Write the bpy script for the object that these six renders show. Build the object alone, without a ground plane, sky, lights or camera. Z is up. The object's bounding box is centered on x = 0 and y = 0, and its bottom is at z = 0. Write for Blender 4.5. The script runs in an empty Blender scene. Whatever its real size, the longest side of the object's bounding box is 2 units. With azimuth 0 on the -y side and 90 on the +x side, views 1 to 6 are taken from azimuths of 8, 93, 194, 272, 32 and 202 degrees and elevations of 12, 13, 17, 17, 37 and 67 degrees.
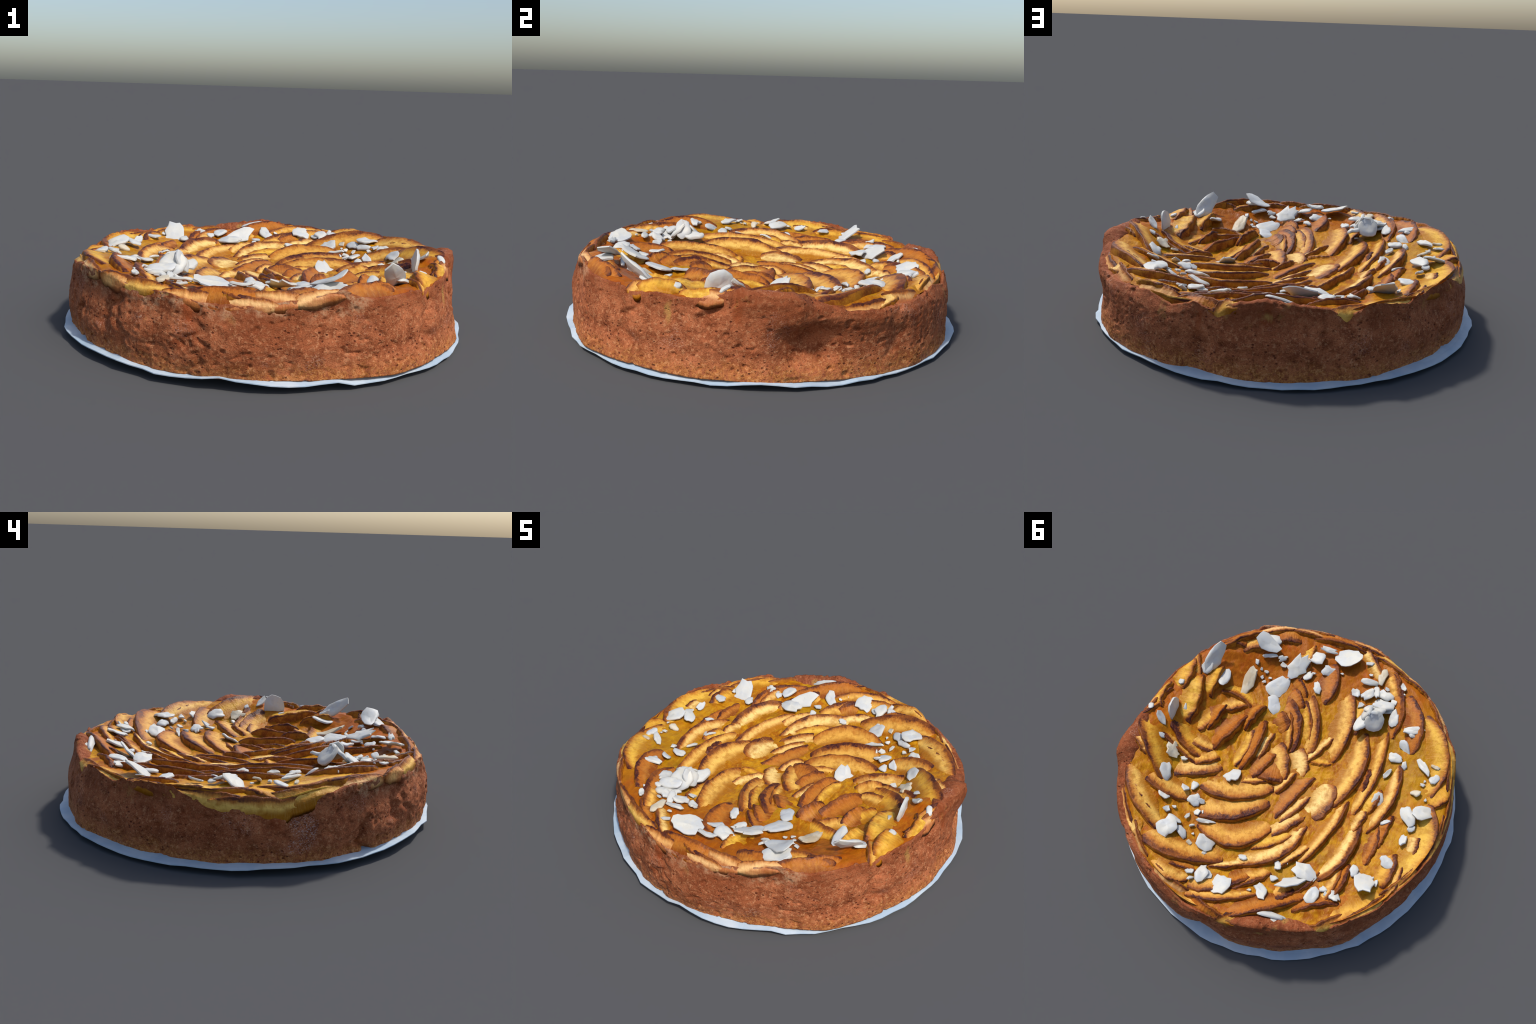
# Rustic apple tart: pastry case on a paper round, fanned apple slices set in amber
# filling, sprinkled with flaked almonds.
import bpy, math, random
import numpy as np
from mathutils import Vector, Matrix, noise

random.seed(7)
rng = np.random.default_rng(7)

# ------------------------------------------------------------------ measurements
# Height of the highest fruit just inside the rim (angle in degrees from +x, height)
RIM_TOP = [(-180, 0.354), (-165, 0.357), (-149, 0.395), (-130, 0.395), (-117, 0.377), (-101, 0.381), (-81, 0.377),
           (-66, 0.395), (-46, 0.395), (-33, 0.380), (-24, 0.383), (-15, 0.373), (-2, 0.411), (5, 0.401), (16, 0.389),
           (27, 0.365), (50, 0.360), (60, 0.353), (73, 0.336), (87, 0.352), (99, 0.359), (109, 0.332), (125, 0.330),
           (150, 0.340), (163, 0.342), (180, 0.354)]
# Height of the torn upper edge of the pastry wall
WALL_TOP = [(-180, .268), (-175, .276), (-167, .265), (-161, .32), (-157, .343), (-151, .352), (-146, .37),
            (-136, .374), (-127, .366), (-118, .346), (-107, .366), (-100, .344), (-93, .322), (-85, .33),
            (-74, .348), (-69, .374), (-65, .395), (-61, .395), (-56, .356), (-46, .345), (-36, .345),
            (-31, .302), (-25, .346), (-18, .335), (-10, .312), (-6, .318), (-1, .375), (6, .388), (12, .384),
            (17, .330), (25, .312), (33, .298), (40, .300), (51, .302), (63, .32), (72, .295), (79, .333),
            (86, .285), (89, .328), (96, .368), (103, .358), (110, .346), (117, .332), (121, .29), (127, .343),
            (133, .348), (141, .32), (145, .346), (150, .347), (156, .366), (161, .362), (168, .33), (172, .3),
            (180, .268)]
# Radius of the wall near the ground and at mid height
FOOT_R = [(-180, .94), (-160, .952), (-145, .950), (-110, .965), (-80, .965), (-50, .975), (-28, .982), (-7, .984),
          (20, .974), (45, .97), (80, .958), (107, .958), (130, .948), (150, .935), (180, .94)]
MID_R = [(-180, .953), (-158, .97), (-130, .965), (-101, .975), (-72, .976), (-45, .962), (-7, .955), (28, .955),
         (50, .955), (80, .964), (107, .955), (140, .95), (180, .953)]
TOP_R = [(-180, .932), (-158, .948), (-145, .945), (-130, .934), (-118, .932), (-101, .95), (-72, .938), (-45, .942),
         (-20, .932), (-10, .930), (-3, .925), (3, .938), (8, .968), (13, .992), (18, .978), (30, .980), (42, .966), (55, .942), (80, .940), (107, .930),
         (125, .925), (140, .922), (160, .920), (172, .928), (180, .932)]
# Height of the drooping paper edge
PAPER_EDGE = [(-180, .032), (-165, .040), (-145, .040), (-119, .045), (-106, .034), (-98, .042), (-92, .054), (-82, .042),
              (-73, .030), (-65, .042), (-60, .027), (-54, .024), (-42, .030), (-28, .024), (-15, .022), (-4, .020),
              (3, .040), (9, .028), (22, .013), (29, .025), (40, .020), (67, .026), (78, .019), (88, .022), (99, .015),
              (108, .016), (126, .024), (132, .030), (146, .022), (157, .022), (168, .028), (180, .032)]
# Broad dents (negative) and bulges of the wall: angle, half width, lowest and highest height, depth
DENTS = [(-66, 7, .2, .4, -.014), (-70, 11, .04, .24, -.016), (16, 8, .10, .25, -.050), (-4, 5, .08, .22, -.012), (53, 22, .0, .30, .022), (80, 6, .0, .2, -.028),
         (103, 14, .24, .4, -.008), (152, 8, .2, .32, -.014), (-165, 6, .12, .30, -.010),
         (-134, 8, .16, .36, -.016), (-46, 12, .0, .12, .022), (-105, 8, .0, .12, .010), (-90, 8, .05, .3, .010),
         (126, 6, .0, .12, .012)]

# How far the pastry folds inwards over the fruit
LIP_W = [(-180, .004), (-150, .006), (-130, .006), (-100, .004), (-72, .012), (-62, .012), (-50, .006), (-40, .004),
         (-8, .006), (-3, .05), (3, .085), (12, .11), (20, .06), (28, .035), (45, .015), (60, .006), (86, .006),
         (92, .05), (98, .07), (112, .065), (118, .02), (125, .006), (180, .004)]
# Vertical tears in the wall: angle, depth, half width in degrees, lowest and highest height
TEARS = [(-143, .035, 1.3, .0, .2), (-127, .018, 1.8, .16, .36), (-122, .010, 1.6, .05, .3), (-100, .016, 2.0, .16, .34),
         (-97.5, .012, 1.2, .0, .2), (-33, .018, 2.2, .12, .3), (17, .02, 2.5, .17, .27), (40, .010, 2.0, .1, .29),
         (-9, .02, 2.0, .2, .32), (72, .006, 1.5, .1, .3), (157, .012, 1.2, .03, .16), (-168, .010, 2.0, .05, .1),
         (118, .008, 1.6, .16, .3)]

def curve(table):
    a, v = zip(*table)
    return lambda ang: np.interp((np.asarray(ang) + 180) % 360 - 180, a, v)

rim_top, wall_top, foot_r, mid_r, top_r, lip_w, paper_edge = map(curve, (RIM_TOP, WALL_TOP, FOOT_R, MID_R, TOP_R, LIP_W, PAPER_EDGE))

def smooth(a, b, x):
    t = np.clip((x - a) / (b - a), 0, 1)
    return t * t * (3 - 2 * t)

def crest_level(x, y):
    """Height the fruit crests reach: a shallow dish that climbs to the rim."""
    r = np.hypot(x, y)
    a = np.degrees(np.arctan2(y, x))
    d = .268 + .11 * r * r - .03 * y
    return d + (rim_top(a) - d) * smooth(.60, .87, r)

def fill_level(x, y):
    """Top of the amber filling the slices stand in."""
    r = np.hypot(x, y)
    a = np.degrees(np.arctan2(y, x))
    z = crest_level(x, y) - .016
    z = z + .034 * np.exp(-(((x + .52) / .30) ** 2 + ((y + .12) / .42) ** 2)) * (1 - smooth(.76, .92, r))   # heaped left side
    z = z + .010 * np.exp(-(((x + .2) / .25) ** 2 + ((y - .55) / .2) ** 2))
    z = z + .020 * np.exp(-(((x - .06) / .24) ** 2 + ((y + .40) / .2) ** 2))
    z = z + .015 * np.exp(-(((x + .02) / .20) ** 2 + ((y + .50) / .16) ** 2)) + .010 * np.exp(-(((x - .22) / .12) ** 2 + ((y + .32) / .12) ** 2))
    z = z - .030 * np.exp(-(((x - .42) / .22) ** 2 + ((y + .48) / .20) ** 2))                               # sunken pit
    z = z - .014 * np.exp(-(((x - .55) / .18) ** 2 + ((y + .10) / .2) ** 2))
    edge = wall_top(a) - .004
    return z + (edge - z) * smooth(.885, .952, r)

def fbm(p, octaves=3, rough=.5):
    return noise.fractal(Vector(p), 1.0 - rough + .3, 2.0, octaves)

# ------------------------------------------------------------------ node helpers
class Mat:
    def __init__(self, name):
        self.m = bpy.data.materials.new(name)
        self.m.use_nodes = True
        self.t = self.m.node_tree
        self.b = self.t.nodes['Principled BSDF']
        self.tc = self.t.nodes.new('ShaderNodeTexCoord')
        self.oi = self.t.nodes.new('ShaderNodeObjectInfo')
        self.obj = self.tc.outputs['Object']
        self.gen = self.tc.outputs['Generated']
        self.rnd = self.oi.outputs['Random']

    def put(self, sock, v):
        if isinstance(v, bpy.types.NodeSocket):
            self.t.links.new(v, sock)
        elif isinstance(v, (tuple, list)) and len(v) == 3 and sock.type == 'RGBA':
            sock.default_value = (*v, 1)
        else:
            sock.default_value = v

    def math(self, op, a, b=0.0, c=0.0, clamp=False):
        n = self.t.nodes.new('ShaderNodeMath')
        n.operation = op
        n.use_clamp = clamp
        for s, v in zip(n.inputs, (a, b, c)):
            self.put(s, v)
        return n.outputs[0]

    def ramp(self, v, lo, hi):
        n = self.t.nodes.new('ShaderNodeMapRange')
        n.interpolation_type = 'SMOOTHSTEP'
        for k, x in (('Value', v), ('From Min', lo), ('From Max', hi)):
            self.put(n.inputs[k], x)
        return n.outputs[0]

    def mix(self, f, a, b, mode='MIX'):
        n = self.t.nodes.new('ShaderNodeMix')
        n.data_type = 'RGBA'
        n.blend_type = mode
        self.put(n.inputs[0], f)
        self.put(n.inputs[6], a)
        self.put(n.inputs[7], b)
        return n.outputs[2]

    def stretch(self, v, scale, shift=None):
        n = self.t.nodes.new('ShaderNodeMapping')
        n.inputs['Scale'].default_value = scale
        self.put(n.inputs['Vector'], v)
        if shift is not None:
            c = self.t.nodes.new('ShaderNodeCombineXYZ')
            for i in range(3):
                self.put(c.inputs[i], self.math('MULTIPLY', shift, 13.0 + 7 * i))
            self.put(n.inputs['Location'], c.outputs[0])
        return n.outputs[0]

    def noise(self, v, scale, detail=4.0, rough=.55, distort=0.0):
        n = self.t.nodes.new('ShaderNodeTexNoise')
        self.put(n.inputs['Vector'], v)
        n.inputs['Scale'].default_value = scale
        n.inputs['Detail'].default_value = detail
        n.inputs['Roughness'].default_value = rough
        n.inputs['Distortion'].default_value = distort
        return n.outputs[0]

    def voronoi(self, v, scale, rand=1.0):
        n = self.t.nodes.new('ShaderNodeTexVoronoi')
        self.put(n.inputs['Vector'], v)
        n.inputs['Scale'].default_value = scale
        n.inputs['Randomness'].default_value = rand
        return n.outputs['Distance']

    def xyz(self, v):
        n = self.t.nodes.new('ShaderNodeSeparateXYZ')
        self.put(n.inputs[0], v)
        return n.outputs

    def finish(self, col, rough=.5, bump=None, strength=.4, dist=.01, spec=.35, coat=0.0):
        self.put(self.b.inputs['Base Color'], col)
        self.put(self.b.inputs['Roughness'], rough)
        self.b.inputs['Specular IOR Level'].default_value = spec
        self.b.inputs['Coat Weight'].default_value = coat
        self.b.inputs['Coat Roughness'].default_value = .25
        if bump is not None:
            n = self.t.nodes.new('ShaderNodeBump')
            n.inputs['Strength'].default_value = strength
            n.inputs['Distance'].default_value = dist
            self.put(n.inputs['Height'], bump)
            self.put(self.b.inputs['Normal'], n.outputs[0])
        return self.m

# ------------------------------------------------------------------ materials
BURNT = (.040, .010, .011)
TOAST = (.30, .085, .018)

def slice_space(k):
    """Slice meshes are built in units of (half length, face width, crest height), kept in the object's
    scale; the object's own display colour holds those sizes and the bend. Returns metric coordinates
    and the share of the way from the crest (0) to the foot of the face (1)."""
    o = k.xyz(k.obj)
    c = k.t.nodes.new('ShaderNodeSeparateColor')
    k.t.links.new(k.oi.outputs['Color'], c.inputs[0])
    bend = k.math('MULTIPLY_ADD', k.oi.outputs['Alpha'], 8.0, -4.0)
    s2 = k.math('MULTIPLY', o[0], o[0])
    d = k.math('SUBTRACT', o[1], k.math('MULTIPLY', bend, k.math('SUBTRACT', 1.0, s2)))
    v = k.t.nodes.new('ShaderNodeCombineXYZ')
    for i in range(3):
        k.put(v.inputs[i], k.math('MULTIPLY', o[i], c.outputs[i]))
    f = k.t.nodes.new('ShaderNodeCombineXYZ')
    k.put(f.inputs[0], k.math('MULTIPLY', o[0], c.outputs[0]))
    k.put(f.inputs[1], k.math('MULTIPLY', d, k.math('MULTIPLY', c.outputs[1], .14)))
    return k.stretch(v.outputs[0], (1, 1, 1), k.rnd), k.stretch(f.outputs[0], (1, 1, 1), k.rnd), d, o[0], o[2]

def slice_material(name, flesh, foot_shade_tint, toast, burn):
    """Baked apple: scorched along the crest, toasted below it, pale flesh, then an amber foot darkened to paint in the valley shade."""
    k = Mat(name)
    vec, fv, d, s, z = slice_space(k)
    n1 = k.noise(vec, 13, 5, .6)
    n2 = k.noise(vec, 75, 4, .65)
    n4 = k.noise(vec, 30, 4, .6)
    fib = k.noise(fv, 150, 3, .6)
    d = k.math('ADD', d, k.math('MULTIPLY_ADD', n1, .50, k.math('MULTIPLY_ADD', fib, .18, k.math('MULTIPLY_ADD', k.rnd, .16, -.40))))
    base = k.mix(k.ramp(d, .40, .82), flesh, foot_shade_tint)
    base = k.mix(k.math('MULTIPLY', k.ramp(n4, .46, .66), .55), base, foot_shade_tint)
    base = k.mix(k.math('MULTIPLY', k.ramp(fib, .46, .70), .14), base, (.80, .52, .17))
    base = k.mix(k.math('MULTIPLY', k.ramp(n1, .55, .72), .5), base, (.30, .075, .005))
    mood = k.math('FRACT', k.math('MULTIPLY', k.rnd, 7.31))
    base = k.mix(k.math('MULTIPLY', mood, .75), base, k.mix(1.0, base, (.84, .66, .42), 'MULTIPLY'))
    ends = k.ramp(k.math('ABSOLUTE', s), .62, 1.02)
    patch = k.ramp(k.noise(vec, 8, 2, .5), .40, .62)
    warm = k.math('SUBTRACT', 1.0, k.ramp(k.math('MULTIPLY_ADD', ends, -.10, d), .02, .05 + toast))
    base = k.mix(k.math('MULTIPLY', warm, .95), base, k.mix(n2, (.20, .034, .004), (.54, .17, .016)))
    b2 = k.math('MULTIPLY_ADD', ends, -.05, k.math('MULTIPLY_ADD', n4, .30, k.math('MULTIPLY_ADD', n2, .12, k.math('ADD', d, -.21))))
    base = k.mix(k.math('MULTIPLY', k.math('SUBTRACT', 1.0, k.ramp(b2, burn - .04, burn + .13)), k.math('MAXIMUM', k.math('MULTIPLY_ADD', patch, .40, .60), ends)), base, k.mix(k.ramp(n2, .35, .65), BURNT, (.11, .026, .009)))
    hgt = k.math('MULTIPLY_ADD', fib, .35, k.math('MULTIPLY', n2, .9))
    return k.finish(base, k.math('MULTIPLY_ADD', n1, .3, .26), hgt, .55, .007, .16)

def skin_material():
    k = Mat('scorched_apple_skin')
    vec, fv, d, s, z = slice_space(k)
    n1 = k.noise(vec, 22, 5, .6)
    n2 = k.noise(vec, 120, 3, .6)
    c = k.mix(k.ramp(n1, .36, .62), (.20, .052, .007), (.40, .15, .012))
    c = k.mix(k.math('MULTIPLY', k.ramp(n2, .5, .7), .5), c, (.44, .20, .018))
    c = k.mix(k.ramp(k.math('MULTIPLY_ADD', n1, .5, z), .95, 1.25), c, (.055, .016, .012))
    return k.finish(c, .55, n2, .3, .004, .10)

def crust_material():
    k = Mat('baked_pastry')
    p = k.xyz(k.obj)
    ang = k.math('ARCTAN2', p[1], p[0])
    n0 = k.noise(k.obj, 4, 4, .6)
    n1 = k.noise(k.obj, 16, 6, .65)
    n2 = k.noise(k.obj, 60, 5, .7)
    n3 = k.noise(k.stretch(k.obj, (1, 1, 1.6)), 150, 4, .7)
    c = k.mix(k.ramp(n1, .32, .68), (.22, .054, .018), (.52, .165, .066))
    c = k.mix(k.math('MULTIPLY', k.ramp(n0, .45, .68), .6), c, (.25, .062, .020))
    # crumbly, golden foot of the wall
    foot = k.math('SUBTRACT', 1.0, k.ramp(k.math('MULTIPLY_ADD', n1, .12, p[2]), .085, .2))
    c = k.mix(k.math('MULTIPLY', k.math('MULTIPLY', foot, k.ramp(n2, .38, .62)), .7), c, (.66, .26, .05))
    c = k.mix(k.math('MULTIPLY', k.ramp(n2, .52, .64), .6), c, (.64, .29, .135))
    c = k.mix(k.math('MULTIPLY', k.ramp(n3, .55, .70), .4), c, (.66, .35, .18))
    c = k.mix(k.math('MULTIPLY', k.math('SUBTRACT', 1.0, k.ramp(n3, .36, .46)), .75), c, (.11, .024, .009))
    # pores
    v = k.voronoi(k.stretch(k.obj, (1, 1, 1.4)), 36)
    pore = k.math('MULTIPLY', k.math('SUBTRACT', 1.0, k.ramp(v, .12, .27)), k.ramp(k.noise(k.obj, 9, 2, .5), .42, .6))
    c = k.mix(k.math('MULTIPLY', pore, .85), c, (.11, .022, .010))
    # pale floury lip on the front-left half, syrup stains running from the top
    front = k.math('MULTIPLY', k.ramp(ang, -2.75, -2.45), k.math('SUBTRACT', 1.0, k.ramp(ang, -1.1, -.75)))
    high = k.ramp(k.math('MULTIPLY_ADD', n1, .16, p[2]), .36, .43)
    c = k.mix(k.math('MULTIPLY', k.math('MULTIPLY', front, high), k.math('MULTIPLY', k.ramp(n1, .44, .6), k.ramp(n2, .34, .6))), c, (.74, .48, .27))
    syr = k.math('MULTIPLY', k.ramp(k.noise(k.stretch(k.obj, (1, 1, .35)), 9, 5, .6), .58, .68), k.ramp(p[2], .12, .3))
    c = k.mix(k.math('MULTIPLY', syr, .7), c, (.30, .06, .014))
    yel = k.math('MULTIPLY', k.ramp(k.noise(k.stretch(k.obj, (1, 1, .5)), 7, 5, .6), .62, .70), k.ramp(p[2], .2, .3))
    c = k.mix(k.math('MULTIPLY', yel, .7), c, (.55, .33, .09))
    sc = k.ramp(k.math('MULTIPLY_ADD', n0, .30, k.math('MULTIPLY_ADD', n2, .10, p[2])), .42, .56)
    c = k.mix(k.math('MULTIPLY', sc, .55), c, (.20, .050, .016))
    # pale grey dust
    speck_mask = k.math('MULTIPLY', k.ramp(k.noise(k.obj, 5.5, 3, .6), .55, .66), k.ramp(n3, .54, .64))
    vd = k.t.nodes.new('ShaderNodeVectorMath')
    vd.operation = 'DISTANCE'
    k.put(vd.inputs[0], k.obj)
    vd.inputs[1].default_value = (-.90, -.30, .20)
    side = k.math('SUBTRACT', 1.0, k.ramp(k.math('MULTIPLY_ADD', n0, .12, vd.outputs['Value']), .08, .24))
    speck_mask = k.math('MULTIPLY', k.ramp(k.math('MULTIPLY_ADD', side, .16, k.noise(k.obj, 5.5, 3, .6)), .56, .68), k.ramp(n3, .52, .62))
    specks = k.math('MULTIPLY_ADD', side, .28, .20)
    c = k.mix(k.math('MULTIPLY', speck_mask, specks), c, (.62, .58, .57))
    h = k.math('ADD', k.math('MULTIPLY', n2, .9), k.math('MULTIPLY_ADD', n3, .7, k.math('MULTIPLY', pore, -.9)))
    return k.finish(c, .62, h, .65, .010, .10)

def filling_material():
    k = Mat('amber_filling')
    p = k.xyz(k.obj)
    r = k.math('SQRT', k.math('ADD', k.math('MULTIPLY', p[0], p[0]), k.math('MULTIPLY', p[1], p[1])))
    n0 = k.noise(k.obj, 3.2, 4, .55)
    n1 = k.noise(k.obj, 11, 5, .6, .6)
    n2 = k.noise(k.stretch(k.obj, (1.6, .7, 1)), 40, 5, .65, .4)
    n3 = k.noise(k.obj, 130, 3, .6)
    c = k.mix(k.ramp(n1, .34, .66), (.31, .088, .003), (.52, .23, .006))
    c = k.mix(k.math('MULTIPLY', k.ramp(n2, .52, .66), .35), c, (.64, .38, .030))
    c = k.mix(k.math('MULTIPLY', k.math('SUBTRACT', 1.0, k.ramp(n2, .36, .48)), .45), c, (.24, .060, .003))
    c = k.mix(k.math('MULTIPLY', k.ramp(n0, .50, .62), .5), c, (.32, .19, .006))
    # red-brown caramel towards the sunlit front edge and along the rim
    cara = k.ramp(k.math('ADD', k.math('MULTIPLY_ADD', p[1], -.34, k.math('MULTIPLY', p[0], .12)),
                         k.math('MULTIPLY_ADD', r, .35, k.math('MULTIPLY', n1, .5))), .52, .74)
    c = k.mix(k.math('MULTIPLY', cara, .75), c, k.mix(n2, (.19, .024, .003), (.44, .105, .005)))
    red = k.math('MULTIPLY', k.ramp(k.noise(k.obj, 5.5, 3, .6, .5), .54, .66), k.ramp(r, .25, .6))
    c = k.mix(k.math('MULTIPLY', red, .75), c, k.mix(n2, (.24, .034, .004), (.50, .13, .007)))
    rim = k.ramp(k.math('MULTIPLY_ADD', n1, .22, r), .98, 1.08)
    c = k.mix(k.math('MULTIPLY', rim, .6), c, (.25, .065, .012))
    west = k.math('MULTIPLY', k.math('SUBTRACT', 1.0, k.ramp(p[0], -.8, -.5)), k.ramp(n1, .3, .6))
    c = k.mix(k.math('MULTIPLY', west, .6), c, (.46, .22, .008))
    h = k.math('MULTIPLY_ADD', n2, 1.0, k.math('MULTIPLY', n3, .4))
    return k.finish(c, k.math('MULTIPLY_ADD', n1, .3, .24), h, .32, .010, .10)

def almond_material(name, a, b, edge):
    k = Mat(name)
    vec = k.stretch(k.obj, (1, 1, 1), k.rnd)
    n1 = k.noise(vec, 18, 4, .6)
    n2 = k.noise(vec, 90, 3, .6)
    c = k.mix(k.ramp(n1, .35, .65), a, b)
    c = k.mix(k.math('MULTIPLY', k.ramp(k.rnd, .45, 1.0), .5), c, b)
    c = k.mix(k.math('MULTIPLY', k.ramp(n2, .58, .72), .35), c, edge)
    return k.finish(c, .5, k.math('MULTIPLY_ADD', n1, 1.0, k.math('MULTIPLY', n2, .3)), .25, .006, .35)

def paper_material():
    k = Mat('greaseproof_paper')
    n1 = k.noise(k.obj, 5, 4, .6)
    n2 = k.noise(k.obj, 60, 4, .6)
    c = k.mix(k.ramp(n1, .35, .65), (.38, .49, .59), (.52, .59, .64))
    c = k.mix(k.math('MULTIPLY', k.ramp(n2, .55, .7), .25), c, (.42, .49, .58))
    return k.finish(c, .6, n2, .12, .004, .3)

SLICE_MATS = {
    'pale': slice_material('pale_apple', (.86, .60, .21), (.42, .175, .006), .30, .03),
    'golden': slice_material('golden_apple', (.80, .48, .105), (.37, .135, .004), .44, .065),
    'brown': slice_material('toasted_apple', (.52, .22, .032), (.25, .065, .004), .70, .09),
    'yellow': slice_material('yellow_apple', (.75, .44, .055), (.44, .185, .005), .36, .05),
}
SLICE_MATS['crusted'] = slice_material('apple_baked_into_pastry', (.78, .47, .19), (.44, .150, .050), .40, .04)
SKIN = skin_material()
CRUST = crust_material()
FILLING = filling_material()
ALMOND = almond_material('blanched_almond', (.58, .56, .49), (.51, .52, .51), (.52, .43, .30))
ALMOND_TAN = almond_material('toasted_almond', (.50, .40, .26), (.56, .50, .38), (.40, .28, .15))
PAPER = paper_material()

# ------------------------------------------------------------------ mesh helpers
def make(name, verts, faces, mats, parent=None, smooth_faces=True, origin=None, kinds=None):
    me = bpy.data.meshes.new(name)
    me.from_pydata([tuple(v) for v in verts], [], faces)
    for m in mats:
        me.materials.append(m)
    if kinds is not None:
        me.polygons.foreach_set('material_index', kinds)
    me.polygons.foreach_set('use_smooth', [smooth_faces] * len(me.polygons))
    me.update()
    ob = bpy.data.objects.new(name, me)
    bpy.context.scene.collection.objects.link(ob)
    if origin is not None:
        ob.matrix_world = origin
    if parent is not None:
        ob.parent = parent
    return ob

def grid_faces(rows, cols, wrap=True):
    f = []
    for i in range(rows - 1):
        for j in range(cols if wrap else cols - 1):
            k = (j + 1) % cols
            f.append((i * cols + j, i * cols + k, (i + 1) * cols + k, (i + 1) * cols + j))
    return f

# ------------------------------------------------------------------ the tart
tart = bpy.data.objects.new('apple_tart', None)
bpy.context.scene.collection.objects.link(tart)
tart['label'] = 'round apple tart with fanned slices and flaked almonds'
tart['category'] = 'apple tart'

def build_paper():
    """Crinkled paper round, domed slightly so its wavy edge droops outside the wall."""
    N = 90
    rows = []
    jit = [random.uniform(-1, 1) for _ in range(N)]
    jit2 = [random.uniform(-1, 1) for _ in range(N)]
    radii = [.0, .4, .75, .88, .93, .965, 1.0]
    for top in (True, False):
        ring = []
        for r in (radii if top else radii[::-1]):
            row = []
            for j in range(N):
                a = 2 * math.pi * j / N
                deg = math.degrees(a)
                wav = noise.noise((math.cos(a) * 5, math.sin(a) * 5, 3.1)) + .5 * noise.noise((math.cos(a) * 13, math.sin(a) * 13, 1.7))
                w = smooth(.88, 1.0, r)
                edge = float(paper_edge(deg)) + .004 * wav + .003 * jit[j]
                inner = .043 - .013 * math.sin(a) - .003 * math.cos(a)
                z = inner + (edge - inner) * w
                rr = r * (1 + w * (.010 * wav + .006 * jit2[j] - .003 + .004 * math.sin(a)))
                if not top:
                    z -= .004 + (1 - w) * max(0, inner - .004) * (.6 + .4 * smooth(.9, .7, r))
                z += .002 * noise.noise((rr * math.cos(a) * 14, rr * math.sin(a) * 14, 9))
                row.append((rr * math.cos(a), rr * math.sin(a), max(z, 0.0)))
            rows.append(row)
    verts = [v for row in rows for v in row]
    return make('cake_paper', verts, grid_faces(len(rows), N), [PAPER], tart, False)

def build_crust():
    """Pastry case: lathe-like wall whose radius and height vary round the tart, folding inwards at the lip."""
    N, NZ = 1000, 62
    ang = np.linspace(-180, 180, N, endpoint=False)
    rows = []
    fr, mr, tr, wt, lw = foot_r(ang), mid_r(ang), top_r(ang), wall_top(ang), lip_w(ang)
    fine = np.array([.013 * noise.noise((math.cos(math.radians(a)) * 16, math.sin(math.radians(a)) * 16, 2)) +
                     .007 * noise.noise((math.cos(math.radians(a)) * 45, math.sin(math.radians(a)) * 45, 4)) for a in ang])
    wt = wt + fine
    rad = np.radians(ang)
    base = .030 - .013 * np.sin(rad)
    def ring(r, z):
        rows.append(np.stack([r * np.cos(rad), r * np.sin(rad), z], 1))
    ring(np.full(N, .02), base)
    ring(np.full(N, .6), base)
    ring(fr - .03, base)
    for i in range(NZ):
        t = i / (NZ - 1)
        z = base + (wt - base) * t
        f = z / .34
        r = np.where(f < .5, fr + (mr - fr) * smooth(0, .5, f), mr + (tr - mr) * smooth(.5, .95, f))
        r = r - .008 * smooth(.9, 1.0, t)
        for (da, dw, z0, z1, dd) in DENTS:
            r = r + dd * np.exp(-np.abs((ang - da) / dw) ** 2.6) * smooth(z0 - .05, z0 + .04, z) * (1 - smooth(z1 - .05, z1 + .04, z))
        for (ta, td, tw, z0, z1) in TEARS:
            slant = ang - ta - 12 * (z - .2) * math.sin(ta * 3) - 1.6 * np.sin(z * 31 + ta) - .8 * np.sin(z * 83 + 2 * ta)
            r = r - td * np.exp(-(slant / tw) ** 2) * smooth(z0 - .03, z0 + .02, z) * (1 - smooth(z1 - .02, z1 + .03, z))
        for j in range(N):
            p = (r[j] * math.cos(rad[j]), r[j] * math.sin(rad[j]), z[j])
            left = .55 + .35 * max(0.0, math.cos(rad[j] + 2.2))
            r[j] += .011 * noise.noise((p[0] * 6, p[1] * 6, p[2] * 3)) + \
                left * (.0055 * noise.noise((p[0] * 19, p[1] * 19, p[2] * 8)) + .0035 * noise.noise((p[0] * 48, p[1] * 48, p[2] * 60))) - \
                .008 * max(0.0, min(1.0, (noise.noise((p[0] * 30, p[1] * 30, p[2] * 38 + 7)) - .38) * 5))
        ring(r, z)
    rt = r.copy()
    for k in (.25, .5, .75, 1.0):
        rr = rt - lw * k - .006 * k
        x, y = rr * np.cos(rad), rr * np.sin(rad)
        f = fill_level(x, y)
        bulge = .001 + .012 * np.clip(lw / .06, .04, 1.2) * math.sin(math.pi * min(1, .25 + k * .75))
        rough = np.array([noise.noise((a * 24, b * 24, 8)) for a, b in zip(x, y)])
        ring(rr, np.maximum(f, wt * (1 - k) + f * k) + bulge + .009 * rough * np.clip(lw / .03, .1, 1))
    rr = rt - lw - .02
    ring(rr, fill_level(rr * np.cos(rad), rr * np.sin(rad)) - .03)
    verts = np.concatenate(rows)
    return make('pastry_crust', verts, grid_faces(len(rows), N), [CRUST], tart)

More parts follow.
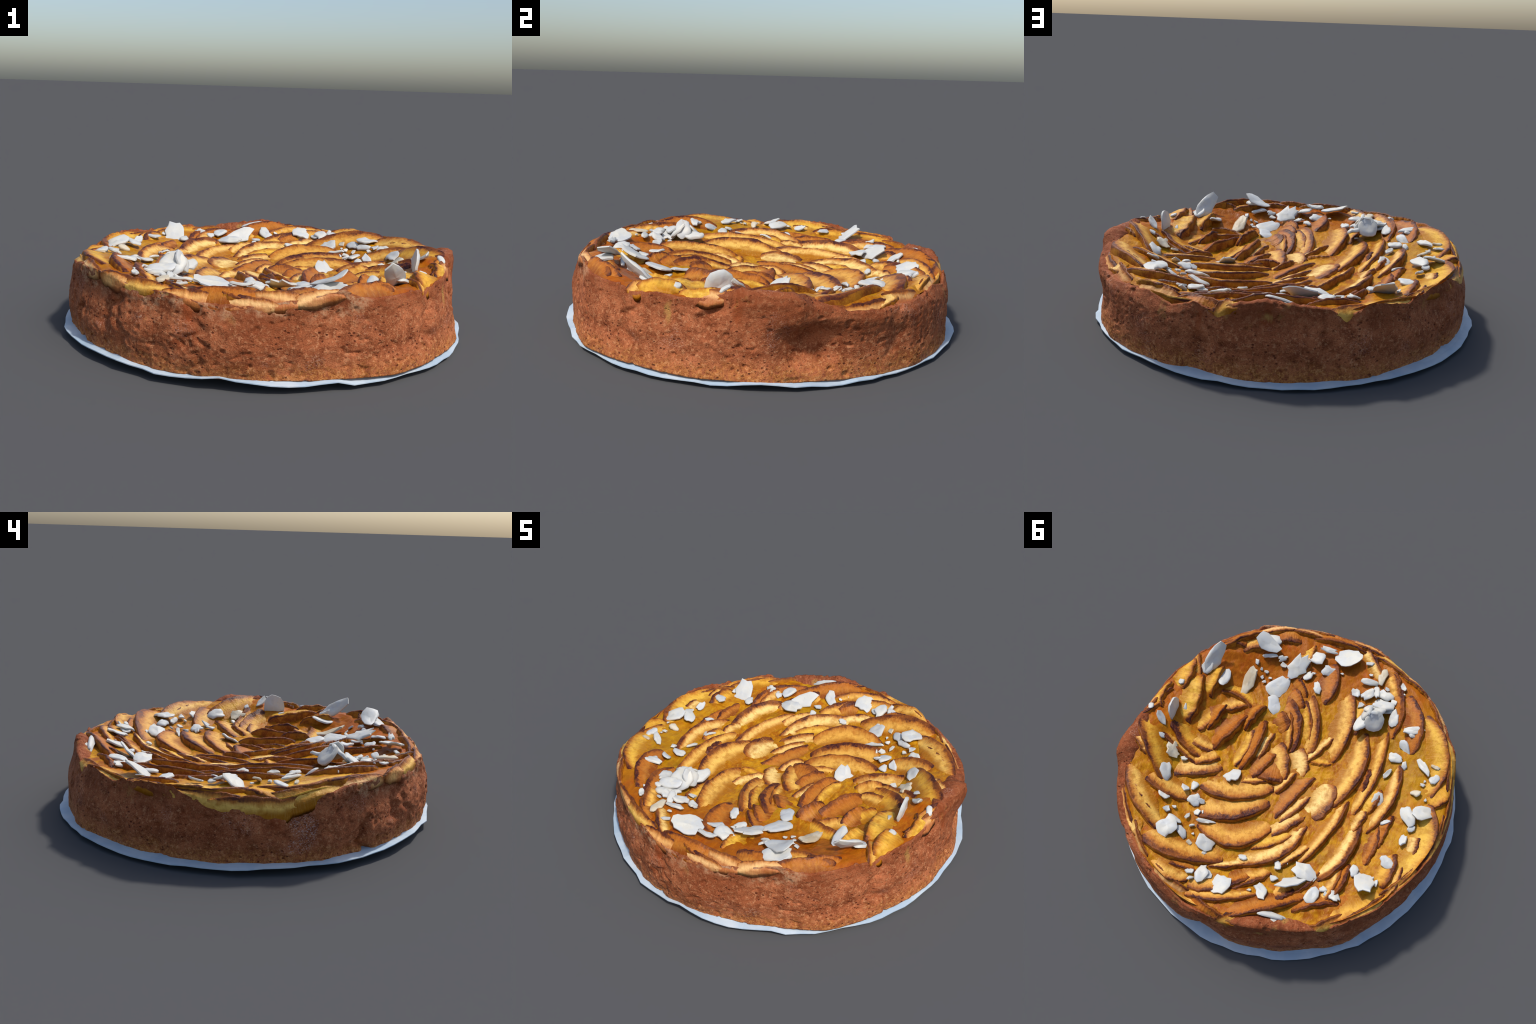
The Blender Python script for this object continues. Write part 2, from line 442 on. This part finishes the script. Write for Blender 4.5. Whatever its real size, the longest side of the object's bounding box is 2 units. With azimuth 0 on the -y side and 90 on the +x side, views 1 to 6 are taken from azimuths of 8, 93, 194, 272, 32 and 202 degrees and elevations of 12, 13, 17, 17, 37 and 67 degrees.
def build_filling():
    """Lumpy amber filling between the slices."""
    NA, NR = 560, 150
    rows = []
    for i in range(NR):
        a = np.linspace(0, 2 * np.pi, NA, endpoint=False)
        r = .002 + (top_r(np.degrees(a)) - .020 + .012 * np.exp(-((np.degrees(a) - 184) / 14) ** 2)) * (i / (NR - 1)) ** .85
        x, y = r * np.cos(a), r * np.sin(a)
        z = fill_level(x, y)
        row = []
        for px, py, pz in zip(x, y, z):
            # swirl-aligned ridges: thin fruit layers that barely break the surface
            ang = math.atan2(py + .25, px - .3)
            rad_ = math.hypot(px - .3, py + .25)
            rid = 1 - abs(noise.noise((rad_ * 11 + 2.2 * math.sin(ang * 2), ang * 1.6, 5)))
            dz = .006 * (rid - .75) * 2 + .007 * noise.noise((px * 9, py * 9, 1)) - .004 + .005 * noise.noise((px * 24, py * 24, 4)) + .0022 * noise.noise((px * 70, py * 70, 6))
            row.append((px, py, pz + dz * (1 - .5 * float(smooth(.86, .92, math.hypot(px, py))))))
        rows.append(row)
    verts = [v for row in rows for v in row]
    faces = grid_faces(NR, NA)
    faces.append(tuple(range(NA - 1, -1, -1)))
    return make('apple_filling', verts, faces, [FILLING], tart)

def surface_frame(x, y, heading, lift=0.0):
    e = .06
    gx = float(fill_level(x + e, y) - fill_level(x - e, y)) / (2 * e)
    gy = float(fill_level(x, y + e) - fill_level(x, y - e)) / (2 * e)
    zax = Vector((-gx, -gy, 1)).normalized()
    xax = Vector((math.cos(heading), math.sin(heading), 0))
    xax = (xax - zax * xax.dot(zax)).normalized()
    yax = zax.cross(xax)
    m = Matrix((xax, yax, zax)).transposed().to_4x4()
    m.translation = Vector((x, y, float(fill_level(x, y)) + lift))
    return m

def build_slice(parent, kind, x, y, heading, length, bend, width, height, seed, lift=0.0, reach=-.035, fold=False):
    """One apple slice: curved crest, broad face sloping to the foot on its left, steep skin on its right."""
    NL = 56
    h0 = math.radians(heading)
    M = surface_frame(x, y, h0, lift)
    M = M @ Matrix.Diagonal((length / 2, width, height, 1))
    Mi = M.inverted()
    ux, uy = (math.cos(h0), math.sin(h0)), (-math.sin(h0), math.cos(h0))
    face_f = [1.0, .9, .78, .65, .52, .4, .29, .19, .11, .05]
    verts, n = [], 0
    off = seed * 3.7
    for i in range(NL):
        s = -1 + 2 * i / (NL - 1)
        s_ = max(-.985, min(.985, s))
        ph = max(0, 1 - abs(s_) ** 2.2) ** .62
        pw = (1 - abs(s_) ** 2.0) ** .75
        hh = height * ph * (1.1 + .22 * noise.noise((s * 2.2, off, 0)) + .08 * noise.noise((s * 7, off, 2)))
        ww = width * (.10 + .90 * pw) * (1 + .22 * noise.noise((s * 1.7, off, 9)))
        cx = s * length / 2
        cy = bend * (1 - s * s) + .009 * noise.noise((s * 3, off, 4)) + .003 * noise.noise((s * 12, off, 7))
        curl = .25 + .5 * noise.noise((off, 2, 1))
        prof = [(ww + .006, -.022)]
        for f in face_f:
            zz = hh * ((1 - f) ** 1.75 * (1 - curl) + curl * (1 - f))
            zz += .0035 * noise.noise((cx * 22, f * ww * 40, off)) * (1 - .4 * (1 - f)) + .0018 * noise.noise((cx * 90, f * ww * 50, off))
            prof.append((ww * f, zz - .003 * f))
        lip = .0015 * noise.noise((cx * 70, off, 3))
        prof += [(.001, hh + lip), (-.0035, hh - .001 + lip), (-.007, hh - .006), (-.011, hh * .55 - .004),
                 (-.014, hh * .1 - .01), (-.016, -.03)]
        n = len(prof)
        for (v, zz) in prof:
            wx = x + ux[0] * cx + uy[0] * (cy + v)
            wy = y + ux[1] * cx + uy[1] * (cy + v)
            r = math.hypot(wx, wy)
            rl = float(top_r(math.degrees(math.atan2(wy, wx)))) + reach
            if r > rl:
                over = r - rl
                if fold:          # hangs down outside the wall
                    zz -= over * .9
                q = (rl + over * (.1 if fold else .2)) / r
                wx, wy = wx * q, wy * q
            verts.append(Mi @ Vector((wx, wy, float(fill_level(wx, wy)) + zz + lift)))
    faces, kinds = [], []
    for i in range(NL - 1):
        for j in range(n):
            k = (j + 1) % n
            faces.append((i * n + j, i * n + k, (i + 1) * n + k, (i + 1) * n + j))
            kinds.append(1 if 13 <= j <= 15 else 0)
    faces.append(tuple(range(n - 1, -1, -1)))
    faces.append(tuple((NL - 1) * n + j for j in range(n)))
    kinds += [0, 0]
    ob = make('apple_slice', verts, faces, [SLICE_MATS[kind], SKIN], parent, True, M, kinds)
    ob.color = (length / 2, width, height, max(0.0, min(1.0, (bend / width + 4) / 8)))
    return ob

# kind, centre x, centre y, heading, length, bend, width of face, height of crest
SLICES = [
    ('golden', 0.248, 0.180, -162, 0.420, -0.067, 0.106, .045),
    ('pale', 0.487, 0.164, -153, 0.276, -0.012, 0.091, .03),
    ('brown', 0.086, 0.063, -174, 0.161, -0.005, 0.212, .045),
    ('golden', 0.052, -0.061, -68, 0.250, -0.027, 0.090, .04),
    ('pale', 0.177, -0.121, -101, 0.189, -0.000, 0.043, .02),
    ('brown', 0.253, -0.104, -97, 0.333, -0.031, 0.060, .045),
    ('brown', 0.513, -0.201, -104, 0.199, -0.009, 0.055, .045),
    ('brown', 0.404, -0.137, -115, 0.294, -0.011, 0.076, .045),
    ('brown', 0.298, -0.266, -110, 0.193, 0.001, 0.054, .05),
    ('yellow', 0.446, -0.339, 167, 0.211, 0.024, 0.056, .03),
    ('yellow', 0.663, -0.250, -86, 0.304, -0.020, 0.086, .045),
    ('yellow', 0.592, -0.400, -92, 0.204, -0.005, 0.051, .045),
    ('yellow', 0.755, -0.386, -88, 0.224, -0.019, 0.089, .045),
    ('yellow', 0.829, -0.204, -87, 0.176, 0.017, 0.067, .035),
    ('yellow', 0.781, 0.143, 131, 0.408, -0.019, 0.074, .05),
    ('yellow', 0.619, 0.010, 150, 0.268, -0.032, 0.085, .04),
    ('golden', 0.609, 0.331, 175, 0.259, -0.024, 0.087, .035),
    ('golden', 0.717, 0.430, 137, 0.415, -0.044, 0.083, .05),
    ('golden', 0.219, 0.306, -151, 0.415, -0.058, 0.116, .045),
    ('golden', 0.177, 0.409, -164, 0.415, -0.107, 0.122, .05),
    ('golden', 0.394, 0.634, -174, 0.461, -0.050, 0.102, .05),
    ('pale', -0.039, 0.435, -134, 0.476, -0.092, 0.077, .045),
    ('golden', 0.417, 0.777, 176, 0.237, -0.031, 0.078, .045),
    ('golden', -0.019, 0.662, -138, 0.237, -0.013, 0.069, .035),
    ('golden', 0.174, 0.776, -160, 0.237, -0.017, 0.075, .025),
    ('golden', 0.099, 0.787, -160, 0.395, -0.034, 0.055, .035),
    ('brown', -0.143, 0.777, -146, 0.437, -0.017, 0.077, .05),
    ('pale', 0.712, 0.605, 149, 0.158, -0.007, 0.054, .03),
    ('brown', 0.083, -0.290, -69, 0.326, -0.055, 0.077, .04),
    ('golden', -0.036, -0.325, -73, 0.364, -0.035, 0.067, .045),
    ('golden', -0.203, -0.370, -87, 0.452, -0.054, 0.087, .05),
    ('brown', -0.054, -0.596, -86, 0.265, -0.043, 0.085, .045),
    ('golden', -0.329, -0.129, -96, 0.486, -0.069, 0.085, .05),
    ('golden', -0.447, -0.145, -94, 0.534, -0.039, 0.053, .04),
    ('brown', -0.470, -0.549, -80, 0.342, -0.034, 0.055, .035),
    ('brown', -0.579, -0.483, -72, 0.361, -0.058, 0.076, .04),
    ('yellow', -0.730, -0.328, -73, 0.491, -0.100, 0.090, .045),
    ('pale', -0.552, -0.014, -99, 0.442, -0.059, 0.052, .045),
    ('brown', -0.388, -0.758, -47, 0.194, -0.019, 0.041, .03),
    ('brown', 0.102, -0.525, -45, 0.148, -0.012, 0.042, .045),
    ('brown', 0.123, -0.300, -54, 0.130, -0.015, 0.064, .035),
    ('pale', -0.055, -0.096, -69, 0.176, -0.025, 0.093, .015),
    ('yellow', -0.151, -0.127, -173, 0.124, -0.012, 0.045, .018),
    ('yellow', -0.865, -0.283, -73, 0.352, -0.024, 0.056, .03),
    ('brown', -0.005, -0.889, -24, 0.156, -0.014, 0.044, .03),
    ('brown', 0.564, -0.640, -174, 0.147, 0.016, 0.078, .035),
    ('brown', 0.265, -0.775, -167, 0.147, -0.001, 0.102, .03),
    ('pale', -0.302, 0.269, -108, 0.456, -0.032, 0.048, .045),
    ('pale', -0.419, 0.356, -108, 0.401, -0.049, 0.062, .05),
    ('brown', -0.468, 0.518, -102, 0.246, -0.021, 0.049, .04),
    ('yellow', -0.706, 0.373, -94, 0.205, -0.015, 0.073, .035),
    ('yellow', -0.792, 0.198, -97, 0.507, -0.100, 0.148, .05),
    ('yellow', -0.618, 0.631, -139, 0.396, -0.034, 0.084, .04),
    ('brown', -0.393, 0.692, -150, 0.256, 0.014, 0.047, .035),
    ('pale', -0.257, 0.101, -102, 0.234, -0.036, 0.134, .022),
    ('brown', -0.085, 0.123, -114, 0.332, 0.002, 0.066, .028),
    ('pale', -0.105, 0.190, -120, 0.235, -0.010, 0.047, .02),
    ('brown', -0.623, 0.167, -97, 0.206, 0.000, 0.054, .03),
    ('yellow', -0.865, -0.120, -116, 0.171, -0.022, 0.088, .03),
    ('golden', 0.321, 0.895, 178, 0.267, -0.035, 0.068, .03),
]

def flake_mesh(length, width, thick, seed, ragged=.12, cup=.25, point=.25):
    """A flaked almond: thin blade with a chipped, angular outline, bent along its length."""
    r = random.Random(seed)
    NA = r.choice((13, 15, 17)) if length > .055 else r.choice((5, 6, 7))
    ph = r.random() * 50
    angs = [2 * math.pi * (j + r.uniform(-.3, .3)) / NA for j in range(NA)]
    mul = [1 + r.uniform(-1, 1) * ragged - (ragged * 1.6 if r.random() < .14 else 0) for _ in range(NA)]
    fold, fold_d = r.uniform(-.35, .35) * length, r.uniform(-.35, .35)
    rings = [(.0, 1.0), (.5, 1.0), (.86, .95), (1.0, .35), (1.0, -.5), (.7, -1.0), (.0, -1.0)]
    verts = []
    for (q, zt) in rings:
        for a, m in zip(angs, mul):
            ca, sa = math.cos(a), math.sin(a)
            e = (abs(ca) ** 2.4 + abs(sa) ** 2.4) ** (-1 / 2.4)
            px = ca * e * length / 2 * m * q
            py = sa * e * width / 2 * m * (1 - point * ca) * q
            z = zt * thick / 2 * (1 + .4 * noise.noise((px * 30 + ph, py * 30, 1)))
            z += cup * (px * px / max(length, .03) - .3 * py * py / max(width, .03))
            z += fold_d * max(0.0, px - fold) * .5 + .010 * noise.noise((px * 22, py * 22 + ph, 3)) * min(1, length / .08)
            verts.append((px, py, z))
    return verts, grid_faces(len(rings), NA)

def place_flake(x, y, lift, heading, length, width, seed, mat, tilt=None, roll=None, name='almond_flake', absolute=None):
    r = random.Random(seed * 31 + 5)
    big = min(1.0, length / .1)
    thick = min(.008 + .006 * big, length * .28)
    verts, faces = flake_mesh(length, width, thick, seed, (.08 + .10 * r.random()) if length > .055 else .22, r.uniform(-.25, .3), r.uniform(-.1, .35))
    if absolute is not None:
        verts, faces = flake_mesh(length, width, .020, seed, .07, .12, .12)
    if absolute is None:
        M = surface_frame(x, y, math.radians(heading), .006 + lift + .010 * big)
        t = r.gauss(0, .20) if tilt is None else math.radians(tilt)
        o = r.gauss(0, .22) if roll is None else math.radians(roll)
        # flakes lean the way the slices under them do: facing the front of the tart
        lean = Matrix.Rotation(.28 * max(0.0, min(1.0, .3 + y)), 4, 'X') if tilt is None else Matrix.Identity(4)
        loc = M.translation.copy()
        M = Matrix.Translation(loc) @ lean @ Matrix.Translation(-loc) @ M
        M = M @ Matrix.Rotation(t, 4, 'Y') @ Matrix.Rotation(o, 4, 'X')
    else:
        M = absolute
    ob = make(name, verts, faces, [mat], tart, True, M)
    ob.data.set_sharp_from_angle(angle=math.radians(48))
    return ob

def frame_from(p, long_axis, normal):
    xax = Vector(long_axis).normalized()
    n = Vector(normal)
    zax = (n - xax * n.dot(xax)).normalized()
    m = Matrix((xax, zax.cross(xax), zax)).transposed().to_4x4()
    m.translation = Vector(p)
    return m

# x, y, extra lift, heading, length, width; four helpings, one for each quarter of the tart
FLAKES_RIGHT_FRONT = [
    (0.363, -0.701, 0.030, 172, 0.151, 0.083),
    (0.559, -0.434, 0.000, 97, 0.127, 0.064),
    (0.418, -0.469, 0.000, 87, 0.173, 0.064),
    (0.407, -0.595, 0.000, 115, 0.039, 0.034),
    (0.369, -0.570, 0.000, -171, 0.021, 0.021),
    (0.337, -0.564, 0.000, -177, 0.027, 0.023),
    (0.352, -0.529, 0.000, -143, 0.027, 0.030),
    (0.304, -0.536, 0.000, -160, 0.024, 0.019),
    (0.331, -0.504, 0.000, -143, 0.027, 0.024),
    (0.343, -0.650, 0.000, -162, 0.086, 0.023),
    (0.265, -0.662, 0.000, -148, 0.065, 0.034),
    (0.249, -0.629, 0.000, -174, 0.050, 0.038),
    (0.232, -0.498, 0.000, -128, 0.131, 0.094),
    (0.220, -0.380, -0.015, 115, 0.113, 0.072),
    (0.701, -0.176, 0.000, 111, 0.048, 0.026),
    (0.778, -0.308, 0.000, 111, 0.043, 0.042),
    (0.873, -0.094, 0.000, 114, 0.060, 0.032),
    (0.790, -0.045, 0.000, 153, 0.080, 0.036),
    (0.750, 0.048, 0.000, 140, 0.041, 0.032),
    (0.668, 0.098, 0.000, 159, 0.086, 0.075),
    (0.595, 0.114, 0.000, -154, 0.053, 0.036),
    (0.649, 0.235, 0.000, 128, 0.104, 0.064),
    (0.310, 0.108, -0.015, 116, 0.123, 0.098),
    (0.610, 0.360, 0.000, 132, 0.071, 0.059),
    (0.515, 0.278, 0.000, -162, 0.049, 0.060),
    (0.476, 0.246, 0.000, -154, 0.049, 0.049),
    (0.438, 0.330, 0.000, -119, 0.071, 0.064),
    (0.403, 0.324, 0.000, -139, 0.044, 0.045),
    (0.402, 0.391, 0.000, 123, 0.038, 0.045),
    (0.559, 0.436, 0.000, -146, 0.046, 0.036),
    (0.528, 0.412, 0.000, 119, 0.034, 0.026),
]
FLAKES_RIGHT_BACK = [
    (0.445, 0.430, 0.000, -94, 0.045, 0.024),
    (0.339, 0.427, 0.000, -168, 0.098, 0.021),
    (0.373, 0.380, 0.000, 112, 0.030, 0.014),
    (0.403, 0.479, 0.000, -158, 0.037, 0.021),
    (0.376, 0.518, 0.000, -159, 0.018, 0.020),
    (0.373, 0.577, 0.000, -170, 0.034, 0.036),
    (0.518, 0.535, 0.000, -133, 0.110, 0.098),
    (0.494, 0.476, 0.000, 168, 0.078, 0.032),
    (0.433, 0.534, 0.000, 146, 0.080, 0.044),
    (0.291, 0.541, 0.000, -143, 0.108, 0.102),
    (0.273, 0.602, 0.000, 146, 0.031, 0.029),
    (0.070, 0.551, 0.000, -173, 0.063, 0.036),
    (0.303, 0.729, 0.000, -161, 0.052, 0.034),
    (0.287, 0.758, 0.000, -129, 0.044, 0.029),
    (0.241, 0.716, 0.000, -98, 0.100, 0.064),
    (0.213, 0.713, 0.000, -172, 0.058, 0.057),
    (0.123, 0.740, 0.000, 178, 0.112, 0.106),
    (0.000, 0.751, 0.000, -159, 0.018, 0.020),
    (-0.030, 0.717, 0.000, 166, 0.032, 0.014),
    (-0.094, 0.704, 0.000, 124, 0.104, 0.059),
    (-0.124, 0.609, 0.000, -175, 0.055, 0.045),
    (-0.121, 0.535, 0.000, -142, 0.046, 0.060),
    (-0.164, 0.490, 0.000, 109, 0.036, 0.014),
    (-0.228, 0.594, 0.010, -131, 0.181, 0.087),
    (-0.278, 0.521, 0.010, 174, 0.133, 0.079),
    (-0.354, 0.632, 0.000, -110, 0.096, 0.060),
    (-0.398, 0.581, 0.000, -143, 0.045, 0.047),
    (-0.211, 0.826, 0.000, -173, 0.053, 0.047),
    (-0.203, 0.805, 0.000, -167, 0.156, 0.029),
]
FLAKES_LEFT_BACK = [
    (-0.419, 0.603, 0.000, -155, 0.030, 0.029),
    (-0.470, 0.601, 0.000, 146, 0.068, 0.053),
    (-0.595, 0.466, 0.000, -92, 0.167, 0.113),
    (-0.652, 0.463, 0.000, 172, 0.025, 0.045),
    (-0.524, 0.432, 0.000, 99, 0.072, 0.039),
    (-0.678, 0.334, 0.000, 157, 0.082, 0.059),
    (-0.784, 0.009, 0.010, -144, 0.125, 0.072),
    (-0.711, 0.058, 0.010, 132, 0.112, 0.064),
    (-0.745, 0.116, 0.000, -142, 0.053, 0.042),
    (-0.724, 0.193, 0.000, 89, 0.069, 0.044),
    (-0.714, -0.088, 0.000, -177, 0.061, 0.045),
    (-0.734, -0.149, 0.000, 179, 0.031, 0.023),
    (-0.525, -0.002, 0.000, -95, 0.072, 0.057),
    (-0.604, 0.117, 0.000, -150, 0.059, 0.025),
    (-0.168, 0.491, 0.000, 109, 0.039, 0.014),
    (-0.774, -0.068, 0.000, -178, 0.019, 0.021),
    (0.162, -0.638, 0.010, -110, 0.147, 0.098),
    (0.073, -0.721, 0.010, -169, 0.101, 0.072),
    (0.089, -0.604, 0.000, -120, 0.069, 0.045),
    (0.064, -0.632, 0.000, -162, 0.030, 0.018),
]
FLAKES_LEFT_FRONT = [
    (-0.024, -0.668, 0.000, -179, 0.081, 0.054),
    (0.012, -0.545, 0.000, 111, 0.074, 0.042),
    (0.019, -0.785, 0.010, -180, 0.094, 0.032),
    (-0.108, -0.777, 0.010, -158, 0.147, 0.109),
    (-0.238, -0.784, 0.000, -163, 0.044, 0.032),
    (-0.098, -0.679, 0.000, -163, 0.026, 0.015),
    (-0.271, -0.670, 0.000, -177, 0.097, 0.032),
    (-0.333, -0.718, 0.000, 89, 0.101, 0.042),
    (-0.213, -0.592, 0.000, 156, 0.059, 0.049),
    (-0.281, -0.599, 0.000, -132, 0.087, 0.057),
    (-0.328, -0.624, 0.000, 113, 0.083, 0.032),
    (-0.385, -0.615, 0.000, 167, 0.086, 0.049),
    (-0.261, -0.526, 0.000, -164, 0.051, 0.029),
    (-0.391, -0.547, 0.000, 168, 0.118, 0.068),
    (-0.445, -0.583, 0.000, -169, 0.042, 0.036),
    (-0.472, -0.489, 0.000, 88, 0.094, 0.049),
    (-0.468, -0.690, 0.000, 125, 0.056, 0.030),
    (-0.478, -0.644, 0.000, 173, 0.034, 0.017),
    (-0.599, -0.440, 0.000, -162, 0.111, 0.044),
    (-0.584, -0.332, -0.010, 121, 0.095, 0.044),
    (-0.550, -0.263, 0.000, 172, 0.076, 0.049),
    (-0.607, -0.229, 0.000, 106, 0.053, 0.034),
    (-0.534, -0.162, 0.000, -118, 0.068, 0.026),
    (-0.713, -0.245, 0.000, 136, 0.101, 0.039),
    (-0.777, -0.269, 0.000, 171, 0.056, 0.021),
    (-0.789, -0.202, 0.000, -115, 0.073, 0.042),
    (-0.742, -0.173, 0.000, -172, 0.016, 0.018),
    (-0.735, -0.147, 0.000, 171, 0.030, 0.021),
    (-0.285, -0.397, 0.000, -163, 0.019, 0.020),
    (-0.309, -0.411, 0.000, -168, 0.029, 0.026),
    (-0.381, -0.656, 0.000, 166, 0.033, 0.023),
    (-0.265, -0.718, 0.000, -172, 0.033, 0.015),
]
# standing flakes: centre, long axis, facing direction, length, width
STANDING = [
    ((.640, -.515, .400), (-.05, -.16, .115), (-.55, .45, .6), .20, .095),
    ((.668, -.455, .365), (-.4, -.8, .4), (.1, .5, .8), .09, .065),
    ((.748, -.130, .375), (.02, .15, 1), (1, .1, .05), .14, .125),
    ((-.350, -.492, .392), (.30, .55, .62), (.1, -.75, .7), .13, .12),
    ((-.372, -.425, .385), (-.05, -.7, .62), (-.35, .7, .7), .13, .11),
    ((-.318, -.462, .395), (-.35, -.2, .7), (.8, -.1, .5), .11, .09),
    ((-.390, -.540, .374), (.9, .3, .05), (.1, -.4, .9), .13, .07),
    ((-.300, -.400, .368), (.3, .9, .10), (.4, .1, .9), .12, .07),
    ((.378, -.735, .390), (-.85, -.45, .0), (0, -.15, 1), .15, .095),
    ((-.617, -.430, .362), (.8, .55, .25), (-.2, -.3, .9), .10, .05),
]

build_paper()
build_crust()
filling = build_filling()
for i, (kind, x, y, hd, L, b, w, h) in enumerate(SLICES):
    build_slice(filling, kind, x, y, hd, L, b, min(w * 1.45, .17), h * (.9 if math.hypot(x - .42, y + .22) < .28 else .68 if math.hypot(x, y) < .70 else .66), i + 1)
# slices that fold out over the lip: kind, angle, length, radius, width, height, twist
for i, (kind, a, L, r, w, h, tw) in enumerate([
        ('brown', -92, .33, .850, .08, .030, 4), ('crusted', -79, .22, .870, .060, .026, -8), ('brown', -53, .32, .862, .066, .036, 4),
        ('crusted', -67, .26, .880, .060, .020, 6), ('crusted', -102, .24, .895, .058, .018, 5), ('golden', -115, .28, .880, .060, .024, 5),
        ('crusted', -86, .24, .900, .048, .016, -6), ('crusted', -126, .22, .898, .050, .020, 10), ('crusted', -141, .26, .900, .046, .018, -6),
        ('golden', -33, .15, .862, .062, .018, 62), ('crusted', -11, .20, .868, .046, .016, -10), ('crusted', 32, .30, .915, .05, .014, 4),
        ('crusted', 46, .22, .900, .045, .016, -7), ('crusted', 64, .24, .880, .056, .022, 8), ('brown', 80, .22, .880, .056, .020, -6),
        ('golden', 88, .14, .880, .066, .016, 35), ('golden', 122, .22, .870, .070, .022, 10), ('golden', 135, .30, .872, .060, .022, 3),
        ('golden', 153, .30, .862, .050, .022, -4)]):
    A = math.radians(a)
    build_slice(filling, kind, r * math.cos(A), r * math.sin(A), a + 270 + tw, L, L * L / 10, w, h, 130 + i, .000, -.010, True)
# thinner layers that only just show between the main slices, following their direction
def flow(x, y):
    sx = sy = 0.0
    for (_, cx, cy, hd, *rest) in SLICES:
        w = 1 / (.004 + (x - cx) ** 2 + (y - cy) ** 2) ** 1.5
        sx += w * math.cos(math.radians(hd))
        sy += w * math.sin(math.radians(hd))
    return math.degrees(math.atan2(sy, sx))

layers, tries = [], 0
while len(layers) < 40 and tries < 4000:
    tries += 1
    a, r = random.uniform(0, 2 * math.pi), .9 * math.sqrt(random.random())
    x, y = r * math.cos(a), r * math.sin(a)
    if min(math.hypot(x - q[0], y - q[1]) for q in layers + [(9, 9)]) < .10:
        continue
    hd = flow(x, y)
    ok = True
    for (_, cx, cy, h2, L2, b2, *rest) in SLICES:
        c, s_ = math.cos(math.radians(h2)), math.sin(math.radians(h2))
        lx, ly = (x - cx) * c + (y - cy) * s_, -(x - cx) * s_ + (y - cy) * c
        if abs(lx) < L2 * .5 and -.022 < ly - b2 * (1 - (2 * lx / L2) ** 2) < .026:
            ok = False
    if ok:
        layers.append((x, y))
        L = random.uniform(.12, .26)
        build_slice(filling, random.choice(('golden', 'yellow', 'pale', 'brown', 'golden')), x, y, hd + random.uniform(-9, 9), L,
                    random.uniform(-.35, -.12) * L * L, random.uniform(.05, .10), random.uniform(.014, .026), 200 + tries)
# broad slices drooping over the left edge in overlapping layers
for i, (kind, a, L, r, dz, w, h) in enumerate([('golden', 170, .36, .878, .000, .066, .020), ('golden', -174, .46, .884, .000, .068, .022),
                                         ('golden', -160, .34, .875, .002, .08, .020), ('brown', 178, .34, .915, -.008, .036, .012)]):
    A = math.radians(a)
    build_slice(filling, kind, r * math.cos(A), r * math.sin(A), a + 90 + 180, L, L * L / 8 / r, w, h, 90 + i, dz, -.004, True)
seed = 0
for group in (FLAKES_RIGHT_FRONT, FLAKES_RIGHT_BACK, FLAKES_LEFT_BACK, FLAKES_LEFT_FRONT):
    for (x, y, lift, hd, L, w) in group:
        seed += 1
        if L > .07:
            L, w = L * 1.1, w * 1.12
        mat = ALMOND_TAN if (seed % 17 == 3) else ALMOND
        place_flake(x, y, lift, hd, L, w, seed, mat)
for (p, d, n, L, w) in STANDING:
    seed += 1
    place_flake(0, 0, 0, 0, L, w, seed, ALMOND, absolute=frame_from(p, d, n))
